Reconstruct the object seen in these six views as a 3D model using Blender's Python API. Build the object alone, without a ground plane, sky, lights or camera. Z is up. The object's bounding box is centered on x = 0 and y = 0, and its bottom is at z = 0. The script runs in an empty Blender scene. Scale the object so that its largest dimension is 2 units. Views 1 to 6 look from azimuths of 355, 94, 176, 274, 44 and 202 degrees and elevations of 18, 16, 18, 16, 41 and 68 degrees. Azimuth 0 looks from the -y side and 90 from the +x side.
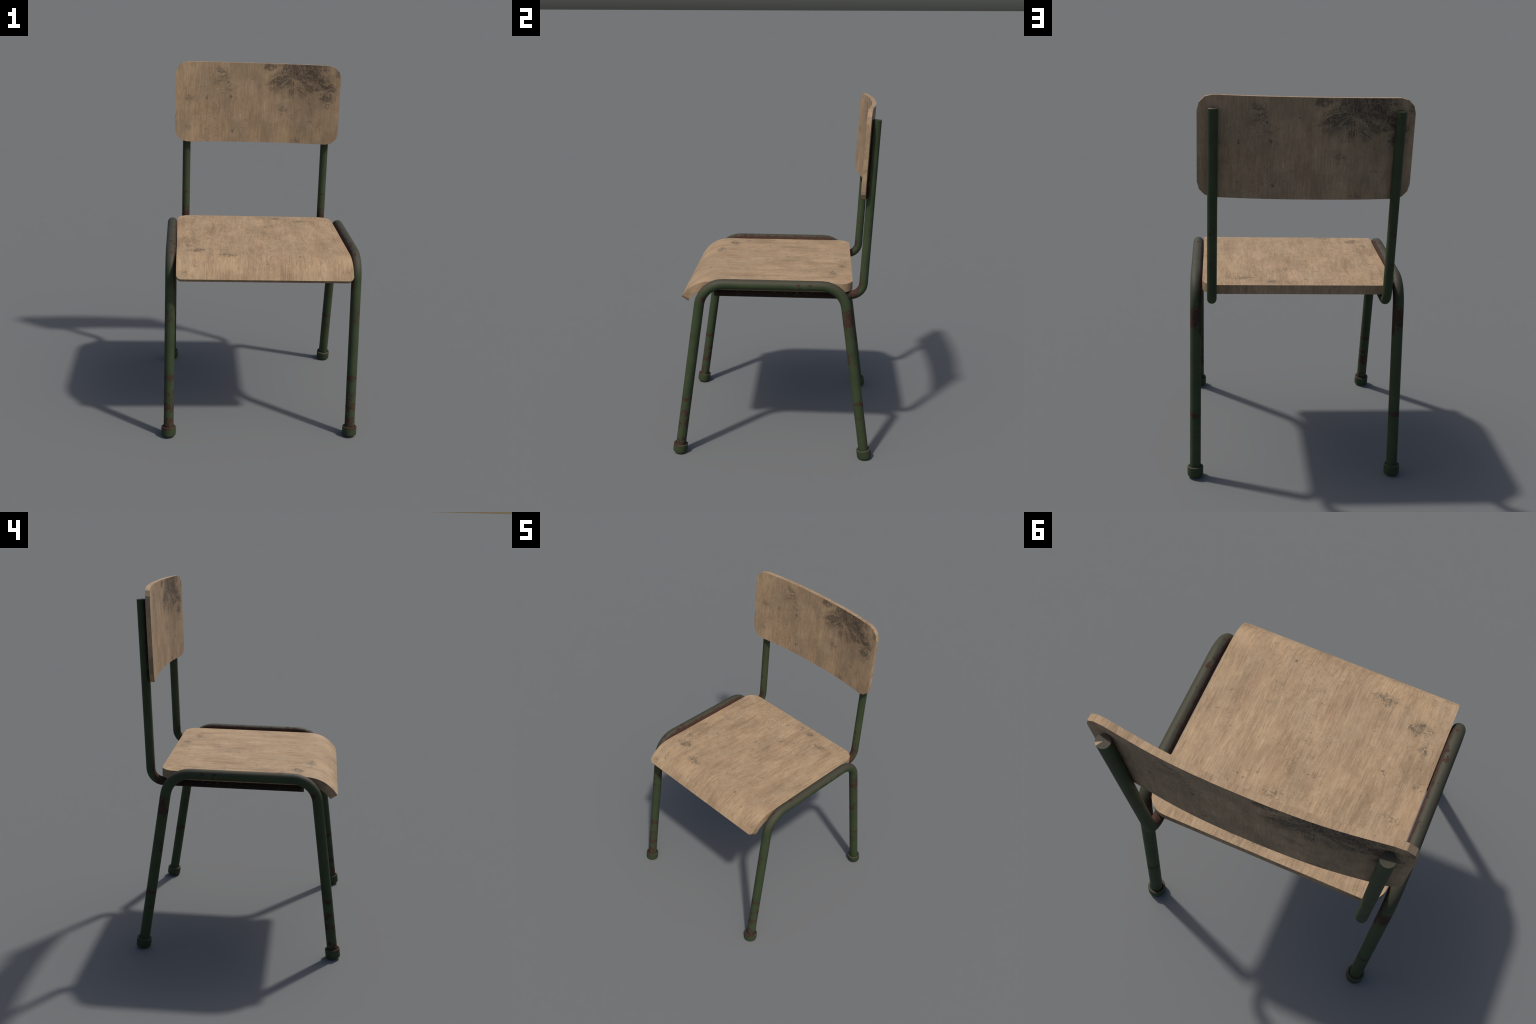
"""Old school chair: bent steel tube frame with chipped green paint,
moulded plywood seat with a rolled front lip, curved plywood backrest."""
import math
import bmesh
import bpy
from mathutils import Vector

# ------------------------------------------------------------------ sizes (m)
FRAME_X = 0.5222          # side frame plane
LEG_R = 0.0287            # leg tube radius
RAIL_Z = 1.0347           # height of the side rail axis
SPLAY = 0.1403            # leg splay, dy/dz
FOOT_Y = 0.5384           # leg axis at the ground
LEG_BEND = 0.138
CAP_R, CAP_H = 0.0415, 0.0535

POST_X, POST_R = 0.440, 0.0243
POST_TILT = 0.0486        # back lean, dy/dz
BAR_Z = 0.9635            # seat support bar axis
BAR_FRONT = -0.333
POST_TOP = 1.9417
POST_BEND = 0.072

SEAT_W, SEAT_T = 0.4895, 0.048
SEAT_BACK, SEAT_R_BACK, SEAT_R_FRONT = 0.4445, 0.080, 0.026
BACK_W, BACK_Z0, BACK_Z1, BACK_R, BACK_T = 0.5140, 1.5095, 2.0, 0.0735, 0.0245


# ------------------------------------------------------------------ node helpers
class Nodes:
    """Small helper that writes a shader tree as expressions."""

    def __init__(self, name):
        self.mat = bpy.data.materials.new(name)
        self.mat.use_nodes = True
        self.t = self.mat.node_tree
        self.bsdf = self.t.nodes["Principled BSDF"]

    def put(self, socket, value):
        if value is None:
            return
        if isinstance(value, bpy.types.NodeSocket):
            self.t.links.new(value, socket)
        elif isinstance(value, (tuple, list)) and socket.type == "RGBA" and len(value) == 3:
            socket.default_value = (*value, 1.0)
        else:
            socket.default_value = value

    def math(self, op, a, b=None, c=None, clamp=False):
        n = self.t.nodes.new("ShaderNodeMath")
        n.operation, n.use_clamp = op, clamp
        for s, v in zip(n.inputs, (a, b, c)):
            self.put(s, v)
        return n.outputs[0]

    def add(self, *xs):
        out = xs[0]
        for x in xs[1:]:
            out = self.math("ADD", out, x)
        return out

    def mul(self, *xs):
        out = xs[0]
        for x in xs[1:]:
            out = self.math("MULTIPLY", out, x)
        return out

    def most(self, *xs):
        out = xs[0]
        for x in xs[1:]:
            out = self.math("MAXIMUM", out, x)
        return out

    def step(self, x, lo, hi, a=0.0, b=1.0):
        n = self.t.nodes.new("ShaderNodeMapRange")
        n.interpolation_type = "SMOOTHSTEP"
        for k, v in (("Value", x), ("From Min", lo), ("From Max", hi), ("To Min", a), ("To Max", b)):
            self.put(n.inputs[k], v)
        return n.outputs["Result"]

    def vec(self, op, a, b=None):
        n = self.t.nodes.new("ShaderNodeVectorMath")
        n.operation = op
        self.put(n.inputs[0], a)
        if b is not None:
            self.put(n.inputs[1], b)
        return n.outputs["Value" if op in ("LENGTH", "DOT_PRODUCT", "DISTANCE") else "Vector"]

    def split(self, v):
        n = self.t.nodes.new("ShaderNodeSeparateXYZ")
        self.put(n.inputs[0], v)
        return n.outputs

    def join(self, x, y, z):
        n = self.t.nodes.new("ShaderNodeCombineXYZ")
        for s, v in zip(n.inputs, (x, y, z)):
            self.put(s, v)
        return n.outputs[0]

    def noise(self, v, scale, detail=4.0, rough=0.55, distort=0.0, colour=False):
        n = self.t.nodes.new("ShaderNodeTexNoise")
        for k, val in (("Vector", v), ("Scale", scale), ("Detail", detail), ("Roughness", rough), ("Distortion", distort)):
            self.put(n.inputs[k], val)
        return n.outputs["Color" if colour else "Fac"]

    def scaled(self, v, scale, shift=(0, 0, 0)):
        n = self.t.nodes.new("ShaderNodeMapping")
        self.put(n.inputs["Vector"], v)
        n.inputs["Scale"].default_value = scale
        n.inputs["Location"].default_value = shift
        return n.outputs[0]

    def mix(self, f, a, b, mode="MIX"):
        n = self.t.nodes.new("ShaderNodeMix")
        n.data_type, n.blend_type, n.clamp_factor = "RGBA", mode, True
        self.put(n.inputs[0], f)
        self.put(n.inputs[6], a)
        self.put(n.inputs[7], b)
        return n.outputs[2]

    def ramp(self, f, stops):
        n = self.t.nodes.new("ShaderNodeValToRGB")
        self.put(n.inputs[0], f)
        e = n.color_ramp.elements
        while len(e) < len(stops):
            e.new(0.5)
        for el, (p, c) in zip(e, stops):
            el.position, el.color = p, (*c, 1.0)
        return n.outputs[0]

    def spot(self, v, centre, radii, strength=1.0):
        """Soft ellipsoid: strength at the centre, 0 at its rim."""
        d = self.vec("SUBTRACT", v, centre)
        d = self.vec("MULTIPLY", d, tuple(1.0 / r for r in radii))
        return self.step(self.vec("LENGTH", d), 0.15, 1.0, strength, 0.0)

    def coords(self):
        return self.t.nodes.new("ShaderNodeTexCoord").outputs["Object"]

    def normal(self):
        return self.t.nodes.new("ShaderNodeNewGeometry").outputs["Normal"]

    def bump(self, height, strength, distance):
        n = self.t.nodes.new("ShaderNodeBump")
        self.put(n.inputs["Height"], height)
        n.inputs["Strength"].default_value = strength
        n.inputs["Distance"].default_value = distance
        self.t.links.new(n.outputs[0], self.bsdf.inputs["Normal"])

    def finish(self, colour, rough, spec=0.4):
        self.put(self.bsdf.inputs["Base Color"], colour)
        self.put(self.bsdf.inputs["Roughness"], rough)
        self.put(self.bsdf.inputs["Specular IOR Level"], spec)
        return self.mat


# ------------------------------------------------------------------ materials
def wood(name, mirror=False, marks=(), stains=(), specks=1.0, flat_y=False, tint=1.0, shift=0.0, run=1.0, grime=0.0, wear=1.0):
    """Worn birch plywood. Grain lines vary fast across x and slowly along the
    board. marks: soft dirty patches; stains: dark, veined water damage."""
    g = Nodes(name)
    p = g.coords()
    x, y, z = g.split(p)
    if mirror:
        x = g.math("MULTIPLY", x, -1.0)
    v = g.join(x, 0.0 if flat_y else y, z)
    w = g.join(g.math("ADD", x, shift), 0.0 if flat_y else y, z)
    # slight waviness of the grain
    wob = g.mul(g.math("SUBTRACT", g.noise(w, 2.2, 2.0), 0.5), 0.04)
    gv = g.join(g.add(x, shift, wob), 0.0 if flat_y else y, z)
    broad = g.noise(g.scaled(gv, (30, 4.5 * run, 4.5 * run)), 1.0, 5.0, 0.62)
    fine = g.noise(g.scaled(gv, (200, 8 * run, 8 * run)), 1.0, 4.0, 0.65)
    hair = g.noise(g.scaled(gv, (420, 20 * run, 20 * run), (3, 7, 1)), 1.0, 2.0, 0.5)
    cloud = g.noise(g.scaled(w, (7, 5, 5)), 1.0, 5.0, 0.6)
    mottle = g.noise(g.scaled(w, (70, 28 * run, 28 * run)), 1.0, 5.0, 0.68)
    tone = g.add(g.mul(broad, 0.20), g.mul(fine, 0.22), g.mul(cloud, 0.25), g.mul(mottle, 0.18), g.mul(hair, 0.15))
    k = tint
    col = g.ramp(g.step(tone, 0.38, 0.70), [
        (0.0, (0.225 * k, 0.150 * k, 0.088 * k)),
        (0.30, (0.325 * k, 0.224 * k, 0.134 * k)),
        (0.62, (0.405 * k, 0.285 * k, 0.173 * k)),
        (1.0, (0.485 * k, 0.352 * k, 0.222 * k))])
    # thin dark pores that follow the grain
    pore = g.noise(g.scaled(gv, (270, 10 * run, 10 * run), (9, 1, 6)), 1.0, 3.0, 0.6)
    col = g.mix(g.step(pore, 0.57, 0.72, 0.0, 0.55), col, (0.190 * k, 0.130 * k, 0.080 * k))
    # reddish and greyish drifts
    hue = g.noise(g.scaled(w, (12, 4, 4), (5, 2, 8)), 1.0, 3.0)
    col = g.mix(g.step(hue, 0.52, 0.70, 0.0, 0.30), col, (0.335 * k, 0.222 * k, 0.132 * k))
    col = g.mix(g.step(hue, 0.46, 0.30, 0.0, 0.30), col, (0.33 * k, 0.255 * k, 0.165 * k))

    if grime:
        dirt = g.noise(g.scaled(w, (6.5, 4, 4.5), (2, 2, 7)), 1.0, 7.0, 0.68, 0.4)
        col = g.mix(g.step(dirt, 0.44, 0.66, 0.0, grime), col, (0.200, 0.150, 0.104))

    zone = 0.0
    for c, r, s in marks:
        zone = g.most(zone, g.spot(v, c, r, s * wear))
    zone = g.mul(zone, g.step(g.noise(w, 15.0, 4.0, 0.6), 0.36, 0.60, 0.30, 1.05))
    base_zone = g.step(g.noise(w, 3.3, 2.0), 0.42, 0.66)
    zone = g.most(zone, g.mul(base_zone, 0.42 * specks))

    # specks and short dashes
    def flecks(scale, shift_, base, gain):
        n = g.noise(g.scaled(w, scale, shift_), 1.0, 4.0, 0.6, 0.9)
        return g.step(g.math("SUBTRACT", n, g.math("SUBTRACT", base, g.mul(zone, gain))), -0.030, 0.055)
    big = flecks((44, 40, 40), (1, 4, 2), 0.712, 0.135)
    small = flecks((92, 80, 80), (6, 2, 9), 0.692, 0.130)
    dash = flecks((48, 120, 120), (2, 5, 7), 0.690, 0.130)
    # hairline scratches: thin level lines of a warped noise
    def lines(scale, shift_, width):
        n = g.noise(g.scaled(w, scale, shift_), 1.0, 3.0, 0.55, 1.4)
        return g.step(g.math("ABSOLUTE", g.math("SUBTRACT", n, 0.5)), width, 0.0)
    scr = g.most(lines((13, 11, 11), (2, 9, 4), 0.010), g.mul(lines((24, 26, 26), (7, 3, 1), 0.014), 0.8))
    scr = g.mul(scr, g.step(g.noise(w, 13.0, 3.0, 0.6), 0.52, 0.64))
    scr = g.mul(scr, g.step(zone, 0.05, 0.8, 0.28, 0.90))
    smudge = g.mul(g.step(g.noise(w, 38.0, 6.0, 0.72, 0.8), 0.47, 0.64), zone, 0.60)
    col = g.mix(g.mul(zone, 0.22), col, (0.255, 0.180, 0.115))
    col = g.mix(smudge, col, (0.165, 0.128, 0.085))
    col = g.mix(g.mul(g.most(big, g.mul(small, 0.8), g.mul(dash, 0.8)), 0.74), col, (0.085, 0.072, 0.054))
    col = g.mix(g.mul(scr, 0.80), col, (0.095, 0.075, 0.052))
    speck = big

    if stains:
        area = 0.0
        for c, r, s in stains:
            area = g.most(area, g.spot(v, c, r, s))
        # soot that flows in strands round threads of clean wood
        warp = g.vec("SUBTRACT", g.noise(v, 4.2, 3.0, 0.55, colour=True), (0.5, 0.5, 0.5))
        q = g.vec("ADD", v, g.vec("MULTIPLY", warp, (0.24, 0.0, 0.20)))
        qx, _, qz = g.split(q)
        lean = g.step(x, 0.34, 0.10, 0.0, 0.7)
        q = g.join(g.add(qx, g.mul(qz, lean, 0.55)), 0.0, g.math("SUBTRACT", qz, g.mul(qx, lean, 0.8)))
        body = g.noise(g.scaled(q, (10, 1, 26), (3, 0, 5)), 1.0, 6.0, 0.68, 0.3)
        fleck = g.noise(g.scaled(q, (75, 1, 90), (3, 0, 5)), 1.0, 4.0, 0.65, 0.4)

        def threads(scale, shift_, width):
            n = g.noise(g.scaled(q, scale, shift_), 1.0, 4.0, 0.55, 0.5)
            return g.step(g.math("ABSOLUTE", g.math("SUBTRACT", n, 0.5)), 0.0, width)
        thread = g.mul(threads((8, 1, 20), (8, 0, 2), 0.035), threads((19, 1, 36), (1, 0, 6), 0.035))
        f = g.add(g.mul(body, 0.85), g.mul(fleck, 0.85), g.mul(area, 0.44))
        dark = g.mul(g.step(f, 0.88, 1.22), g.step(thread, 0.0, 1.0, 0.42, 1.0), g.step(area, 0.02, 0.30))
        grit = g.step(g.noise(g.scaled(w, (170, 30, 26)), 1.0, 3.0), 0.3, 0.65, 0.72, 1.0)
        col = g.mix(g.mul(g.step(area, 0.0, 0.9), 0.30), col, (0.170, 0.128, 0.088))
        col = g.mix(g.mul(dark, grit, 1.0), col, (0.062, 0.048, 0.035))

    h = g.math("SUBTRACT", g.add(g.mul(fine, 0.6), g.mul(hair, 0.3)), g.mul(speck, 0.8))
    g.bump(h, 0.18, 0.0010)
    return g.finish(col, g.step(tone, 0.4, 0.75, 0.75, 0.64), 0.22)


def painted_steel(name):
    """Green enamel, dusty on top, chipped through to brown rust. The same wear
    sits on the left and the right side, so it is laid out over |x|."""
    g = Nodes(name)
    p = g.coords()
    x, y, z = g.split(p)
    ax = g.math("ABSOLUTE", x)
    v = g.join(ax, y, z)
    nx, ny, nz = g.split(g.normal())
    inward = g.mul(nx, g.math("SIGN", x), -1.0)
    leg = g.step(ax, 0.474, 0.478)
    post = g.math("SUBTRACT", 1.0, leg)

    def band(c, h, s):
        return g.step(g.math("ABSOLUTE", g.math("SUBTRACT", z, c)), h, h * 0.25, 0.0, s)

    front = g.step(y, 0.05, -0.05)
    back = g.math("SUBTRACT", 1.0, front)
    wave = g.math("MULTIPLY", g.math("SUBTRACT", g.noise(v, 14.0, 2.0), 0.5), 0.05)
    zb = g.math("ADD", z, wave)

    def wband(c, h, s):
        return g.step(g.math("ABSOLUTE", g.math("SUBTRACT", zb, c)), h, h * 0.3, 0.0, s)

    low = g.step(z, 0.30, 0.20)
    near_seat = g.mul(g.step(inward, 0.45, 0.95), leg)
    bias = [
        g.mul(leg, wband(0.347, 0.021, 0.170)),
        g.mul(leg, front, wband(0.260, 0.034, 0.115)),
        g.mul(leg, front, wband(0.187, 0.055, 0.120)),
        g.mul(leg, front, band(0.090, 0.045, 0.120)),
        g.mul(leg, front, low, 0.035),
        g.mul(leg, back, wband(0.250, 0.045, 0.105)),
        g.mul(leg, back, band(0.610, 0.070, 0.085)),
        g.mul(leg, band(0.058, 0.012, 0.08)),
        g.mul(leg, front, band(0.735, 0.110, 0.070)),
        g.spot(v, (0.522, 0.430, 0.850), (0.09, 0.07, 0.125), 0.24),
        g.spot(v, (0.520, -0.352, 1.030), (0.05, 0.035, 0.045), 0.17),
        g.spot(v, (0.545, -0.385, 0.950), (0.03, 0.040, 0.045), 0.16),
        g.spot(v, (0.548, 0.150, 1.035), (0.03, 0.032, 0.040), 0.19),
        g.spot(v, (0.548, 0.208, 1.037), (0.03, 0.025, 0.030), 0.13),
        g.spot(v, (0.515, -0.255, 1.062), (0.03, 0.030, 0.025), 0.14),
        g.spot(v, (0.520, -0.205, 1.062), (0.03, 0.025, 0.025), 0.14),
        g.spot(v, (0.515, -0.092, 1.062), (0.03, 0.025, 0.025), 0.10),
        g.spot(v, (0.518, 0.088, 1.060), (0.03, 0.025, 0.025), 0.10),
        g.mul(near_seat, g.step(z, 0.98, 1.02, 0.0, 0.165)),
        g.mul(near_seat, front, g.step(z, 0.66, 0.92), 0.25),
        g.mul(near_seat, back, g.step(z, 0.70, 0.85), 0.25),
        # support bar and the inside of its bend
        g.mul(post, g.step(z, 1.02, 0.99), g.step(y, 0.44, 0.38), 0.22),
        g.mul(post, g.spot(v, (0.44, 0.452, 0.975), (0.06, 0.045, 0.05), 0.45)),
        g.mul(post, g.step(ny, -0.2, -0.75), g.step(z, 1.16, 1.02), 0.22),
        g.mul(post, g.step(ny, -0.1, -0.7), g.step(z, 1.45, 1.55), 0.17),
        g.mul(post, wband(1.342, 0.022, 0.105)),
        g.mul(post, wband(1.185, 0.018, 0.075)),
    ]
    total = g.add(*bias)
    n = g.add(g.mul(g.noise(v, 22.0, 7.0, 0.66, 0.5), 0.70), g.mul(g.noise(v, 85.0, 4.0, 0.6), 0.30))
    f = g.math("ADD", n, total)
    rust = g.step(f, 0.635, 0.675)
    halo = g.step(f, 0.54, 0.66)

    tone = g.noise(v, 9.0, 5.0, 0.6)
    green = g.ramp(g.step(tone, 0.3, 0.7), [(0.0, (0.032, 0.048, 0.0215)), (1.0, (0.045, 0.062, 0.0280))])
    dust = g.step(g.add(nz, g.mul(g.math("SUBTRACT", tone, 0.5), 0.12)), 0.18, 0.62)
    green = g.mix(g.mul(dust, 0.92), green, (0.054, 0.0495, 0.034))
    green = g.mix(g.mul(halo, 0.40), green, (0.050, 0.044, 0.026))
    rn = g.noise(v, 60.0, 5.0, 0.7)
    brown = g.ramp(g.step(rn, 0.3, 0.7), [(0.0, (0.036, 0.0195, 0.0135)), (1.0, (0.066, 0.0345, 0.0250))])
    # support bar's rust and paint darkened with the occlusion shade below the seat
    under = g.mul(post, g.step(z, 1.02, 0.99), g.step(y, 0.44, 0.40))
    brown = g.mix(g.mul(under, 0.75), brown, (0.012, 0.0075, 0.006))
    green = g.mix(g.mul(under, 0.45), green, (0.014, 0.018, 0.010))
    col = g.mix(rust, green, brown)
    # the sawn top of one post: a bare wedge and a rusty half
    top = g.mul(g.step(nz, 0.90, 0.95), g.step(z, 1.930, 1.935))
    half = g.step(g.add(g.mul(g.math("SUBTRACT", x, 0.440), 0.55), g.math("SUBTRACT", y, 0.5488), g.mul(g.math("SUBTRACT", n, 0.5), 0.05)), 0.000, -0.006)
    col = g.mix(g.mul(top, half, g.step(x, 0.0, 0.1), 0.8), col, (0.085, 0.052, 0.040))
    dx, dy = g.math("SUBTRACT", x, 0.440), g.math("SUBTRACT", y, 0.5488)
    wedge = g.mul(g.step(g.math("SUBTRACT", dy, g.mul(dx, 0.53)), 0.0, 0.0004), g.step(g.math("SUBTRACT", g.mul(dx, 1.6), dy), 0.0, 0.0006))
    col = g.mix(g.mul(top, wedge), col, (0.36, 0.25, 0.155))
    g.bump(g.math("SUBTRACT", g.mul(rn, 0.25), g.mul(rust, 0.6)), 0.25, 0.0015)
    return g.finish(col, g.step(rust, 0.0, 1.0, 0.62, 0.88), 0.22)


# ------------------------------------------------------------------ mesh helpers
def new_object(name, bm, materials, parent, sharp=35.0):
    bmesh.ops.recalc_face_normals(bm, faces=bm.faces)
    me = bpy.data.meshes.new(name)
    for f in bm.faces:
        f.smooth = True
    bm.to_mesh(me)
    bm.free()
    for m in materials:
        me.materials.append(m)
    me.set_sharp_from_angle(angle=math.radians(sharp))
    ob = bpy.data.objects.new(name, me)
    bpy.context.scene.collection.objects.link(ob)
    ob.parent = parent
    return ob


def fillet(points, radius, steps):
    """Round the inner corners of a polyline in the (y, z) plane."""
    out = [Vector(points[0])]
    for a, b, c in zip(points, points[1:], points[2:]):
        a, b, c = Vector(a), Vector(b), Vector(c)
        u, w = (a - b).normalized(), (c - b).normalized()
        half = math.acos(max(-1, min(1, u.dot(w)))) / 2
        centre = b + (u + w).normalized() * (radius / math.sin(half))
        s, e = b + u * radius / math.tan(half), b + w * radius / math.tan(half)
        a0 = math.atan2(*(s - centre).yx)
        a1 = math.atan2(*(e - centre).yx)
        d = (a1 - a0 + math.pi) % math.tau - math.pi
        out += [centre + radius * Vector((math.cos(a0 + d * i / steps), math.sin(a0 + d * i / steps))) for i in range(steps + 1)]
    out.append(Vector(points[-1]))
    return out


def subdivided(path, longest):
    out = [path[0]]
    for a, b in zip(path, path[1:]):
        n = max(1, math.ceil((b - a).length / longest))
        out += [a.lerp(b, i / n) for i in range(1, n + 1)]
    return out


def tube(path, x, radius, sides):
    """Sweep a circle along a (y, z) path in the plane x = const."""
    bm = bmesh.new()
    rings = []
    for i, p in enumerate(path):
        t = (path[min(i + 1, len(path) - 1)] - path[max(i - 1, 0)]).normalized()
        a = (p - path[i - 1]).normalized() if i else t
        m = 1.0 / max(0.5, a.dot(t))       # keep the width through a mitre
        n = Vector((-t.y, t.x))
        ring = []
        for k in range(sides):
            th = math.tau * (k + 0.5) / sides
            off = n * (math.cos(th) * radius * m)
            ring.append(bm.verts.new((x + math.sin(th) * radius, p.x + off.x, p.y + off.y)))
        rings.append(ring)
    for r, s in zip(rings, rings[1:]):
        for k in range(sides):
            bm.faces.new((r[k], r[(k + 1) % sides], s[(k + 1) % sides], s[k]))
    bm.faces.new(rings[0])
    bm.faces.new(rings[-1])
    return bm


def lathe(profile, axis_point, axis, sides):
    """Closed surface of revolution: profile of (radius, height) round an axis."""
    bm = bmesh.new()
    rot = Vector((0, 0, 1)).rotation_difference(axis)
    rings = []
    for r, h in profile:
        rings.append([bm.verts.new(Vector(axis_point) + rot @ Vector((r * math.cos(math.tau * k / sides), r * math.sin(math.tau * k / sides), h))) for k in range(sides)])
    for r, s in zip(rings, rings[1:]):
        for k in range(sides):
            bm.faces.new((r[k], r[(k + 1) % sides], s[(k + 1) % sides], s[k]))
    bm.faces.new(rings[0])
    bm.faces.new(rings[-1])
    return bm


def slab(rows_a, rows_b):
    """Solid sheet between two matching grids of points (lists of rows).
    Returns the mesh and the faces of side a, side b and the rim."""
    bm = bmesh.new()
    ga = [[bm.verts.new(p) for p in row] for row in rows_a]
    gb = [[bm.verts.new(p) for p in row] for row in rows_b]
    fa, fb, fr = [], [], []
    n, m = len(ga), len(ga[0])
    for i in range(n - 1):
        for j in range(m - 1):
            fa.append(bm.faces.new((ga[i][j], ga[i + 1][j], ga[i + 1][j + 1], ga[i][j + 1])))
            fb.append(bm.faces.new((gb[i][j], gb[i][j + 1], gb[i + 1][j + 1], gb[i + 1][j])))
    rim = [(0, j) for j in range(m)] + [(i, m - 1) for i in range(1, n)] + [(n - 1, j) for j in range(m - 2, -1, -1)] + [(i, 0) for i in range(n - 2, 0, -1)]
    for (i, j), (k, l) in zip(rim, rim[1:] + rim[:1]):
        fr.append(bm.faces.new((ga[i][j], ga[k][l], gb[k][l], gb[i][j])))
    return bm, fa, fb, fr


def spline(points, t):
    """Catmull-Rom through control points, t in 0..len-1."""
    i = min(int(t), len(points) - 2)
    f = t - i
    p = [Vector(points[max(0, min(len(points) - 1, i + k))]) for k in (-1, 0, 1, 2)]
    return 0.5 * (2 * p[1] + (p[2] - p[0]) * f + (2 * p[0] - 5 * p[1] + 4 * p[2] - p[3]) * f * f + (3 * p[1] - p[0] - 3 * p[2] + p[3]) * f ** 3)


def corner_width(w, r, d):
    """Half width of a board with rounded corners at distance d from its end."""
    return w if d >= r else w - r + math.sqrt(max(0.0, r * r - (r - d) ** 2))


# ------------------------------------------------------------------ parts
def leg_y(z):
    return FOOT_Y - SPLAY * z


def build_side_frame(side, steel, parent):
    """One bent tube: front leg, rail, back leg; with a cup under each foot."""
    z0, y_top = 0.012, leg_y(RAIL_Z)
    path = fillet([(-leg_y(z0), z0), (-y_top, RAIL_Z), (y_top, RAIL_Z), (leg_y(z0), z0)], LEG_BEND, 7)
    frame = new_object("leg_frame", tube(subdivided(path, 0.12), side * FRAME_X, LEG_R, 16), [steel], parent)
    for s in (-1, 1):
        axis = Vector((0, -s * SPLAY, 1)).normalized()
        lift = CAP_R * 0.86 * math.sin(math.atan(SPLAY))
        profile = [(CAP_R * 0.86, 0.0), (CAP_R * 0.97, 0.004), (CAP_R, 0.010), (CAP_R, CAP_H - 0.003),
                   (CAP_R - 0.003, CAP_H), (LEG_R + 0.004, CAP_H), (LEG_R + 0.001, CAP_H - 0.006), (LEG_R * 0.5, CAP_H - 0.008)]
        new_object("foot_cap", lathe(profile, (side * FRAME_X, s * leg_y(lift), lift), axis, 18), [steel], frame, 28.0)
    return frame


def build_back_post(side, steel, parent):
    """One bent tube: support bar under the seat, then up as backrest post."""
    def post_y(z):
        return 0.5488 + POST_TILT * (z - POST_TOP)
    path = fillet([(BAR_FRONT, BAR_Z), (post_y(BAR_Z), BAR_Z), (post_y(POST_TOP), POST_TOP)], POST_BEND, 7)
    return new_object("back_post", tube(subdivided(path, 0.12), side * POST_X, POST_R, 14), [steel], parent)


def build_seat(material, edge, parent):
    # (y, z) of the upper surface from the rolled lip to the flat
    lip = [(-0.5170, 0.9405), (-0.4945, 0.9715), (-0.4640, 0.9985), (-0.4280, 1.0205), (-0.3900, 1.0330), (-0.3500, 1.0382), (-0.3050, 1.0385)]
    line = [spline(lip, i / 4) for i in range(4 * (len(lip) - 1) + 1)]
    flat_from = line[-1].x
    line += [Vector((flat_from + (SEAT_BACK - SEAT_R_BACK - flat_from) * i / 12, 1.0385)) for i in range(1, 13)]
    line += [Vector((SEAT_BACK - SEAT_R_BACK * (1 - math.sin(math.pi / 2 * i / 7)), 1.0385)) for i in range(1, 8)]
    # finer rows for the small front corners
    a, b = line[0], line[1]
    length = [0.0]
    for i in range(1, len(line)):
        length.append(length[-1] + (line[i] - line[i - 1]).length)

    def at(s):
        for i in range(1, len(line)):
            if s <= length[i] or i == len(line) - 1:
                return line[i - 1].lerp(line[i], (s - length[i - 1]) / (length[i] - length[i - 1]))
    stations = [SEAT_R_FRONT * (1 - math.cos(math.pi / 2 * k / 5)) for k in range(6)]
    stations += [s for s in length if s > SEAT_R_FRONT + 0.002]
    top, bottom = [], []
    total = length[-1]
    for s in stations:
        p = at(s)
        e = 0.004
        t = (at(min(total, s + e)) - at(max(0, s - e))).normalized()
        n = Vector((-t.y, t.x))
        w = min(corner_width(SEAT_W, SEAT_R_FRONT, s), corner_width(SEAT_W, SEAT_R_BACK, total - s))
        thick = SEAT_T - 0.003 * max(0.0, 1 - s / 0.2)
        q = p - n * thick
        xs = [w * (-1 + 2 * j / 28) for j in range(29)]
        top.append([(x, p.x, p.y) for x in xs])
        bottom.append([(x, q.x, q.y) for x in xs])
    bm, fa, fb, fr = slab(top, bottom)
    for f in fr:
        f.material_index = 1
    return new_object("seat", bm, [material, edge], parent, 40.0)


def build_backrest(front, rear, edge, parent):
    # how far the board bows forward at |x| (from the middle of the back face)
    bow = [(0.0, 0.0), (0.075, 0.0004), (0.15, 0.0026), (0.225, 0.0068), (0.30, 0.0138), (0.375, 0.0235), (0.45, 0.0338), (0.525, 0.0425)]

    def bow_at(x):
        return spline(bow, abs(x) / 0.075).y
    a = [math.pi / 2 * k / 3 for k in range(4)]
    corner = [(BACK_R * (1 - math.cos(t)), BACK_W - BACK_R * (1 - math.sin(t))) for t in a]
    zs = [(BACK_Z0 + d, w) for d, w in corner]
    zs += [(BACK_Z0 + BACK_R + (BACK_Z1 - BACK_Z0 - 2 * BACK_R) * i / 8, BACK_W) for i in range(1, 8)]
    zs += [(BACK_Z1 - d, w) for d, w in reversed(corner)]
    rear_rows, front_rows = [], []
    for z, w in zs:
        xs = [w * (-1 + 2 * j / 30) for j in range(31)]
        ys = [0.5588 - bow_at(x) + POST_TILT * (z - BACK_Z1) for x in xs]
        rear_rows.append([(x, y, z) for x, y in zip(xs, ys)])
        front_rows.append([(x, y - BACK_T, z) for x, y in zip(xs, ys)])
    bm, fa, fb, fr = slab(front_rows, rear_rows)
    for f in fb:
        f.material_index = 1
    for f in fr:
        f.material_index = 2
    return new_object("backrest", bm, [front, rear, edge], parent, 22.0)


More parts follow.
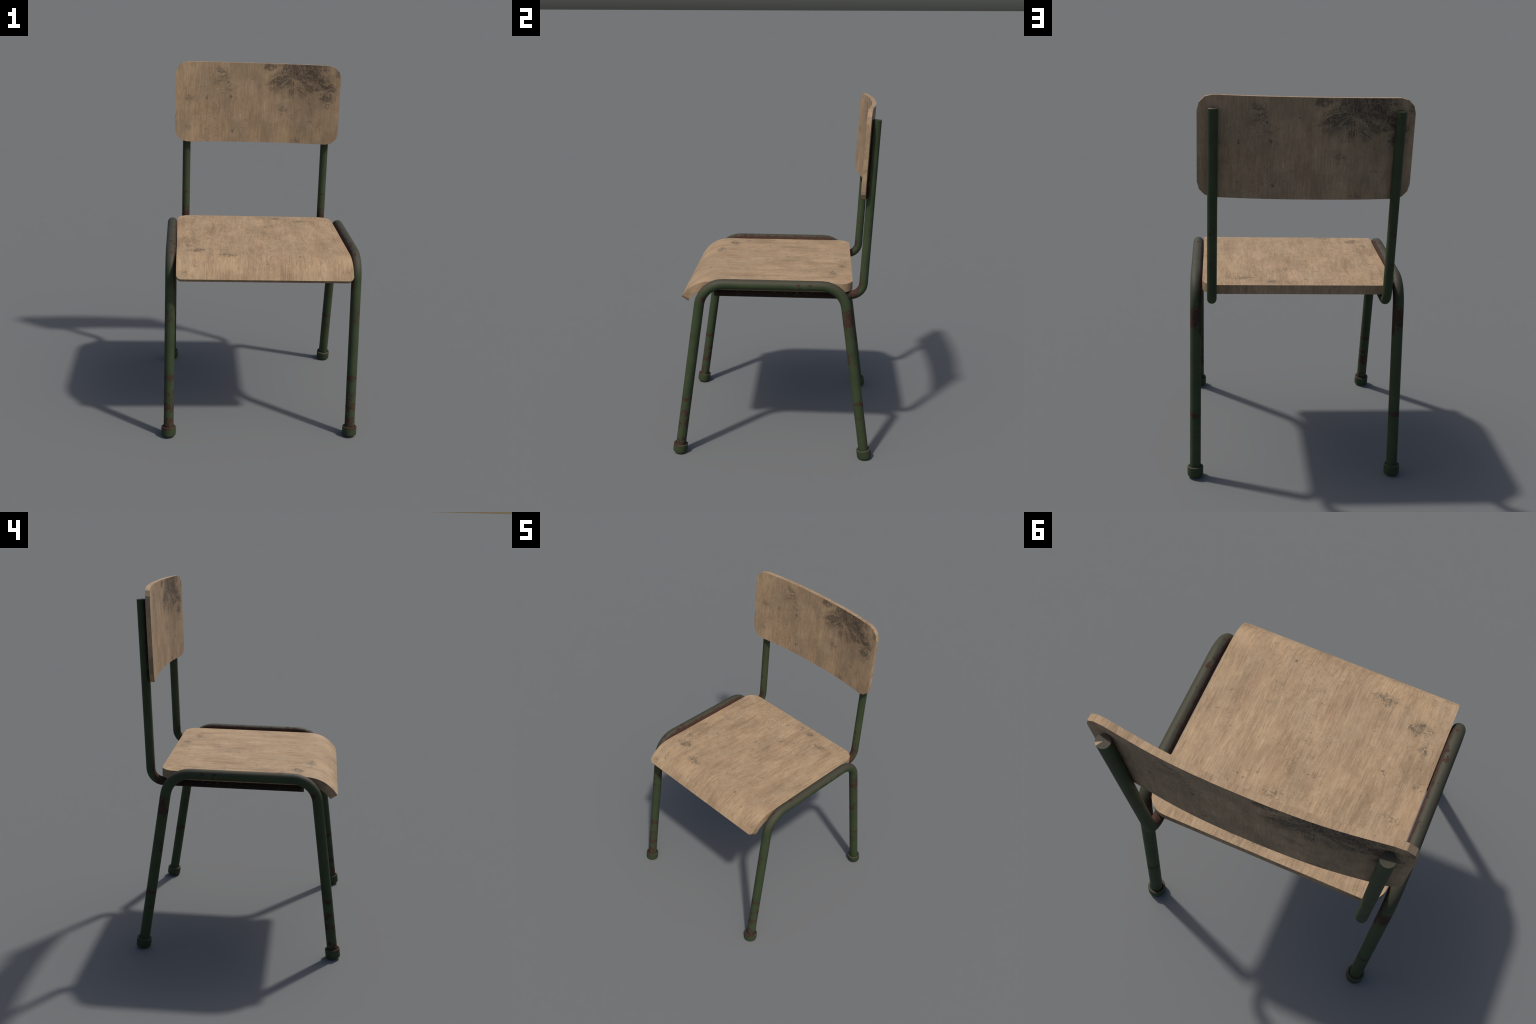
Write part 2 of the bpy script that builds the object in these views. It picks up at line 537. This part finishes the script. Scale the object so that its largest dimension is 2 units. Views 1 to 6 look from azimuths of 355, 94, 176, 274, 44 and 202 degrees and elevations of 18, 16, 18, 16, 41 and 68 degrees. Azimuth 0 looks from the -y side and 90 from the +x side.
def main():
    steel = painted_steel("chipped_green_paint")
    seat_marks = [
        ((-0.378, -0.290, 1.03), (0.075, 0.060, 0.1), 1.0), ((-0.430, -0.200, 1.03), (0.060, 0.080, 0.1), 0.75),
        ((-0.300, -0.200, 1.03), (0.030, 0.030, 0.1), 0.9), ((-0.200, -0.365, 1.03), (0.095, 0.060, 0.1), 0.9),
        ((-0.315, -0.350, 1.02), (0.040, 0.050, 0.1), 0.7), ((-0.445, -0.054, 1.03), (0.035, 0.035, 0.1), 0.7),
        ((-0.400, 0.100, 1.03), (0.080, 0.080, 0.1), 0.55), ((0.300, 0.334, 1.03), (0.120, 0.035, 0.1), 1.0),
        ((0.130, 0.385, 1.03), (0.060, 0.050, 0.1), 0.95), ((0.040, 0.400, 1.03), (0.070, 0.050, 0.1), 0.7),
        ((-0.110, 0.305, 1.03), (0.100, 0.070, 0.1), 0.75), ((0.064, 0.200, 1.03), (0.090, 0.070, 0.1), 0.7),
        ((0.005, -0.070, 1.03), (0.060, 0.035, 0.1), 0.5), ((-0.440, -0.490, 0.97), (0.030, 0.030, 0.06), 0.9),
        ((-0.440, -0.420, 1.00), (0.050, 0.060, 0.08), 0.6)]
    back_marks = [
        ((-0.245, 0, 1.93), (0.090, 1, 0.080), 0.9), ((-0.200, 0, 1.84), (0.110, 1, 0.110), 0.8),
        ((-0.430, 0, 1.78), (0.050, 1, 0.050), 0.7), ((-0.319, 0, 1.782), (0.020, 1, 0.020), 1.0),
        ((-0.166, 0, 1.791), (0.030, 1, 0.020), 1.0), ((-0.437, 0, 1.600), (0.050, 1, 0.030), 0.8),
        ((-0.154, 0, 1.577), (0.030, 1, 0.030), 0.8), ((0.000, 0, 1.852), (0.025, 1, 0.025), 0.8),
        ((0.150, 0, 1.715), (0.055, 1, 0.065), 0.5), ((0.240, 0, 1.700), (0.110, 1, 0.090), 0.5),
        ((0.240, 0, 1.527), (0.060, 1, 0.030), 0.8), ((0.430, 0, 1.780), (0.090, 1, 0.090), 0.9),
        ((-0.380, 0, 1.670), (0.070, 1, 0.060), 0.5), ((-0.060, 0, 1.640), (0.060, 1, 0.060), 0.5)]
    back_stains = [
        ((0.270, 0, 1.970), (0.230, 1, 0.130), 1.0), ((0.310, 0, 1.930), (0.140, 1, 0.090), 0.95),
        ((0.160, 0, 1.895), (0.140, 1, 0.100), 0.80), ((0.390, 0, 1.895), (0.150, 1, 0.100), 0.80),
        ((0.330, 0, 1.860), (0.150, 1, 0.080), 0.55), ((0.080, 0, 1.980), (0.070, 1, 0.045), 0.70),
        ((0.440, 0, 1.825), (0.100, 1, 0.100), 0.50), ((0.110, 0, 1.850), (0.080, 1, 0.050), 0.45),
        ((0.165, 0, 1.730), (0.060, 1, 0.060), 0.30),
        ((0.495, 0, 1.945), (0.030, 1, 0.050), 0.55), ((0.230, 0, 1.870), (0.290, 1, 0.150), 0.46),
        ((-0.230, 0, 1.900), (0.110, 1, 0.110), 0.27)]
    seat_wood = wood("seat_plywood", marks=seat_marks, specks=0.8, tint=1.09, grime=0.12, wear=1.4)
    edge_wood = wood("plywood_edge", specks=0.6, tint=1.0, shift=3.7)
    back_front = wood("backrest_plywood_front", marks=back_marks, stains=back_stains, specks=1.0, flat_y=True, tint=1.06, shift=1.9, run=0.85, grime=0.42, wear=1.3)
    back_rear = wood("backrest_plywood_rear", mirror=True, marks=back_marks, stains=back_stains, specks=1.0, flat_y=True, tint=1.06, shift=1.9, run=0.85, grime=0.42, wear=1.3)

    chair = bpy.data.objects.new("school_chair", None)
    bpy.context.scene.collection.objects.link(chair)
    chair["label"] = "worn plywood school chair on chipped green steel tube legs"
    chair["category"] = "chair"
    for side in (1, -1):
        build_side_frame(side, steel, chair)
        build_back_post(side, steel, chair)
    build_seat(seat_wood, edge_wood, chair)
    build_backrest(back_front, back_rear, edge_wood, chair)


main()
